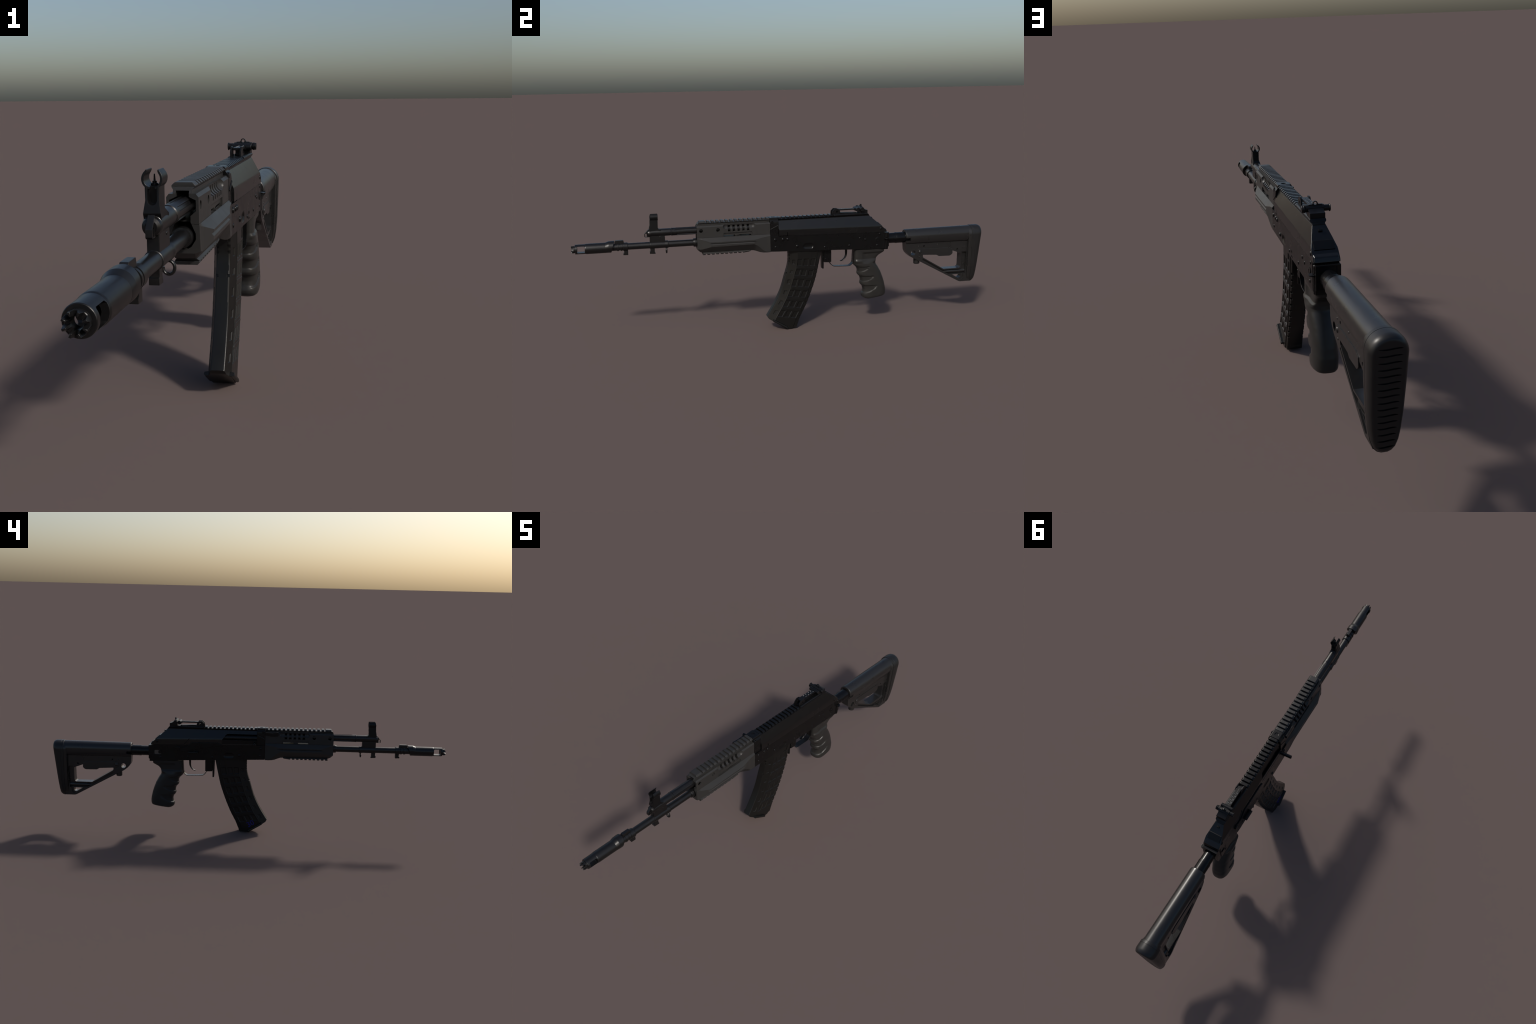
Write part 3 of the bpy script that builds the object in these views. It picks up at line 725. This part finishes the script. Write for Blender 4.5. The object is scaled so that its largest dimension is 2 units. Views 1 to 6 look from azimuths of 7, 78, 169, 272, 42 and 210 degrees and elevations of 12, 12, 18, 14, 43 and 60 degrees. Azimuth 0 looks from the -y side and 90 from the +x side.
# ================================================================== stock
tube = part("buffer_tube", lathe_y([(0.500, 0.0250), (0.5455, 0.0252), (0.5500, 0.0270), (0.5560, 0.0270), (0.5570, 0.0266), (0.66, 0.0266)], 0, 0.4135, 48), TUBEM, smooth=30)
SW = 0.0220
def stock_ring(y, r, cz, n=28):
    """Half-round top, straight cheeks, tucked in under the tube."""
    k = r / 0.0345
    top = [(r * cos(radians(180 * i / n)), cz + r * sin(radians(180 * i / n))) for i in range(n + 1)]
    low = [(-0.0344 * k, cz - 0.008 * k), (-0.0330 * k, cz - 0.017 * k), (-0.0302 * k, cz - 0.0262 * k), (-0.0275 * k, cz - 0.0312 * k), (-0.0215 * k, cz - 0.0345 * k)]
    ring = top + low + [(-x, z) for x, z in reversed(low)]
    return [(x, y, z) for x, z in ring]
shell = loft([stock_ring(0.5975, 0.0312, 0.4185), stock_ring(0.6000, 0.0338, 0.4185), stock_ring(0.6060, 0.0348, 0.4182), stock_ring(0.9480, 0.0368, 0.4182)])
side_slot = box(-0.05, 0.05, 0.590, 0.6200, 0.3985, 0.4130)
stock = part("stock", shell, STOCKM, cuts=[side_slot, lathe_y([(0.58, 0.0272), (0.66, 0.0272)], 0, 0.4135, 48)], bev=0.0010, seg=2, smooth=32)
frame_prof = [(0.5975, 0.4050), (0.5985, 0.3750), (0.6010, 0.3470), (0.6080, 0.3350), (0.6180, 0.3240), (0.6350, 0.3110), (0.6500, 0.3030), (0.8860, 0.1740), (0.8950, 0.1710), (0.9480, 0.1710), (0.9480, 0.4050)]
window = prism_x([(0.6915, 0.3500), (0.6915, 0.3130), (0.6940, 0.3075), (0.7970, 0.2465), (0.8040, 0.2425), (0.8860, 0.2425), (0.8920, 0.2460), (0.8955, 0.2540), (0.8965, 0.3120), (0.8930, 0.3185),
                  (0.8460, 0.3355), (0.8300, 0.3500)], -0.05, 0.05)
tri_win = prism_x([(0.8550, 0.2085), (0.9020, 0.2090), (0.9020, 0.1990), (0.8990, 0.1925), (0.8930, 0.1890), (0.8870, 0.1890)], -0.05, 0.05)
through = rod_x(-0.05, 0.05, 0.6395, 0.3335, 0.0124, 28)
small_holes = rod_x(0.012, 0.05, 0.6950, 0.3660, 0.0042, 14).plus(rod_x(0.012, 0.05, 0.8740, 0.3395, 0.0048, 14)).both()
channel = prism_x([(0.6930, 0.3020), (0.6900, 0.2950), (0.7900, 0.2350), (0.8350, 0.2130), (0.9200, 0.2130), (0.9220, 0.2370), (0.8040, 0.2370), (0.7970, 0.2400)], 0.0110, 0.05).both()
channel2 = prism_x([(0.8450, 0.2130), (0.9120, 0.2130), (0.9120, 0.1930), (0.9060, 0.1835), (0.8960, 0.1800), (0.8860, 0.1850)], 0.0165, 0.05).both()
post_rec = prism_x([(0.9000, 0.3250), (0.9240, 0.3240), (0.9270, 0.3190), (0.9230, 0.2330), (0.9000, 0.2330)], 0.0100, 0.05).both()
frame = part("stock_frame", prism_x(frame_prof, -SW, SW), STOCKM, stock, cuts=[window, tri_win, through, small_holes, channel, channel2, post_rec], bev=0.0016, smooth=32)
part("storage_tube", lathe_y([(0.8060, 0.0080), (0.8300, 0.0135), (0.9200, 0.0135)], 0, 0.2255, 32).mapped(lambda x, y, z: (x * 1.35, y, z)), STOCKM, stock, smooth=40)
lever_prof = [(0.6640, 0.3430), (0.6660, 0.3500), (0.6730, 0.3540), (0.8270, 0.3520), (0.8480, 0.3430), (0.8500, 0.3220), (0.8440, 0.3140), (0.8340, 0.3090), (0.7770, 0.3100), (0.7640, 0.3175), (0.6730, 0.3230), (0.6660, 0.3290)]
release = part("release_lever", prism_x(lever_prof, -0.0245, 0.0245), STOCKM, stock, bev=0.0018)
for s in (1, -1):
    part("lever_pin", dome(s * 0.0240, 0.6750, 0.3390, 0.0085, 0.0040, s), STOCKM, release)
    part("frame_screw", dome(s * SW, 0.6730, 0.3140, 0.0036, 0.0018, s), STOCKM, stock)
    part("frame_screw", dome(s * SW, 0.6680, 0.3660, 0.0032, 0.0014, s), STOCKM, stock)
    part("frame_screw", dome(s * SW, 0.7680, 0.3700, 0.0032, 0.0014, s), STOCKM, stock)
part("sling_stud", rod_z(0.2750, 0.312, 0, 0.6660, 0.0155, 28, 0.003), STOCKM, stock, smooth=30)

# butt pad: rounded outline swept back, slightly raked
PAD_FLANK = [(0.4125, 0.0445), (0.3400, 0.0428), (0.2700, 0.0402), (0.2280, 0.0368), (0.1990, 0.0320), (0.1800, 0.0250), (0.1705, 0.0160), (0.1665, 0.0060)]
def pad_outline(inset, n=14):
    """Round crown, flanks easing in towards a rounded toe; inset shrinks it evenly."""
    r = 0.0445 - inset
    pts = [(r * cos(radians(180 * i / (2 * n))), 0.4125 + r * sin(radians(180 * i / (2 * n)))) for i in range(2 * n + 1)]
    k = max(0.0, 1 - inset / 0.0445)
    zc = 0.2950
    low = [(-w * k, zc + (z - zc) * (1 - inset / 0.13) if z < zc else z) for z, w in PAD_FLANK[1:]]
    return pts + low + [(-x, z) for x, z in reversed(low)]
def pad_y(depth, z):       # rear face leans forward towards the toe
    lean = (0.4430 - z) / 0.26
    return depth - 0.0285 * lean * min(1.0, max(0.0, (depth - 0.9580) / 0.021))
def pad_ring(y, inset):
    return [(x, pad_y(y, z), z) for x, z in pad_outline(inset)]
pad_rings = [pad_ring(0.9440, 0.0015), pad_ring(0.9450, 0.0002), pad_ring(0.9560, -0.0002), pad_ring(0.9565, 0.0004), pad_ring(0.9575, 0.0004), pad_ring(0.9580, -0.0002), pad_ring(0.9790, -0.0004),
             pad_ring(0.9880, 0.0012), pad_ring(0.9950, 0.0046), pad_ring(0.9985, 0.0085), pad_ring(1.0000, 0.0140)]
flare = loft([[(x * 0.94, 0.9290, z) for x, z in pad_outline(0.0060)], [(x, 0.9325, z) for x, z in pad_outline(0.0046)], [(x, 0.9460, z) for x, z in pad_outline(0.0034)]])
part("stock_flange", flare, STOCKM, stock, smooth=35)
wave = Solid()
for k in range(16):
    zc = 0.4270 - 0.0160 * k
    w = 0.0265 - 0.0070 * (k / 15) ** 2
    top, bot = [], []
    for i in range(17):
        x = -w + 2 * w * i / 16
        u = abs(2 * i / 16 - 1)
        dz = 0.0009 * sin(2 * pi * i / 16 + 0.3)
        th = 0.0019 * (1 - u ** 4) + 0.0002
        top.append((x, zc + dz + th)); bot.append((x, zc + dz - th))
    prof = top + bot[::-1]
    ys = pad_y(1.0, zc)
    wave.plus(prism_y(prof, ys - 0.0055, ys + 0.01))
part("butt_pad", loft(pad_rings), PADM, stock, cuts=[wave], smooth=35)
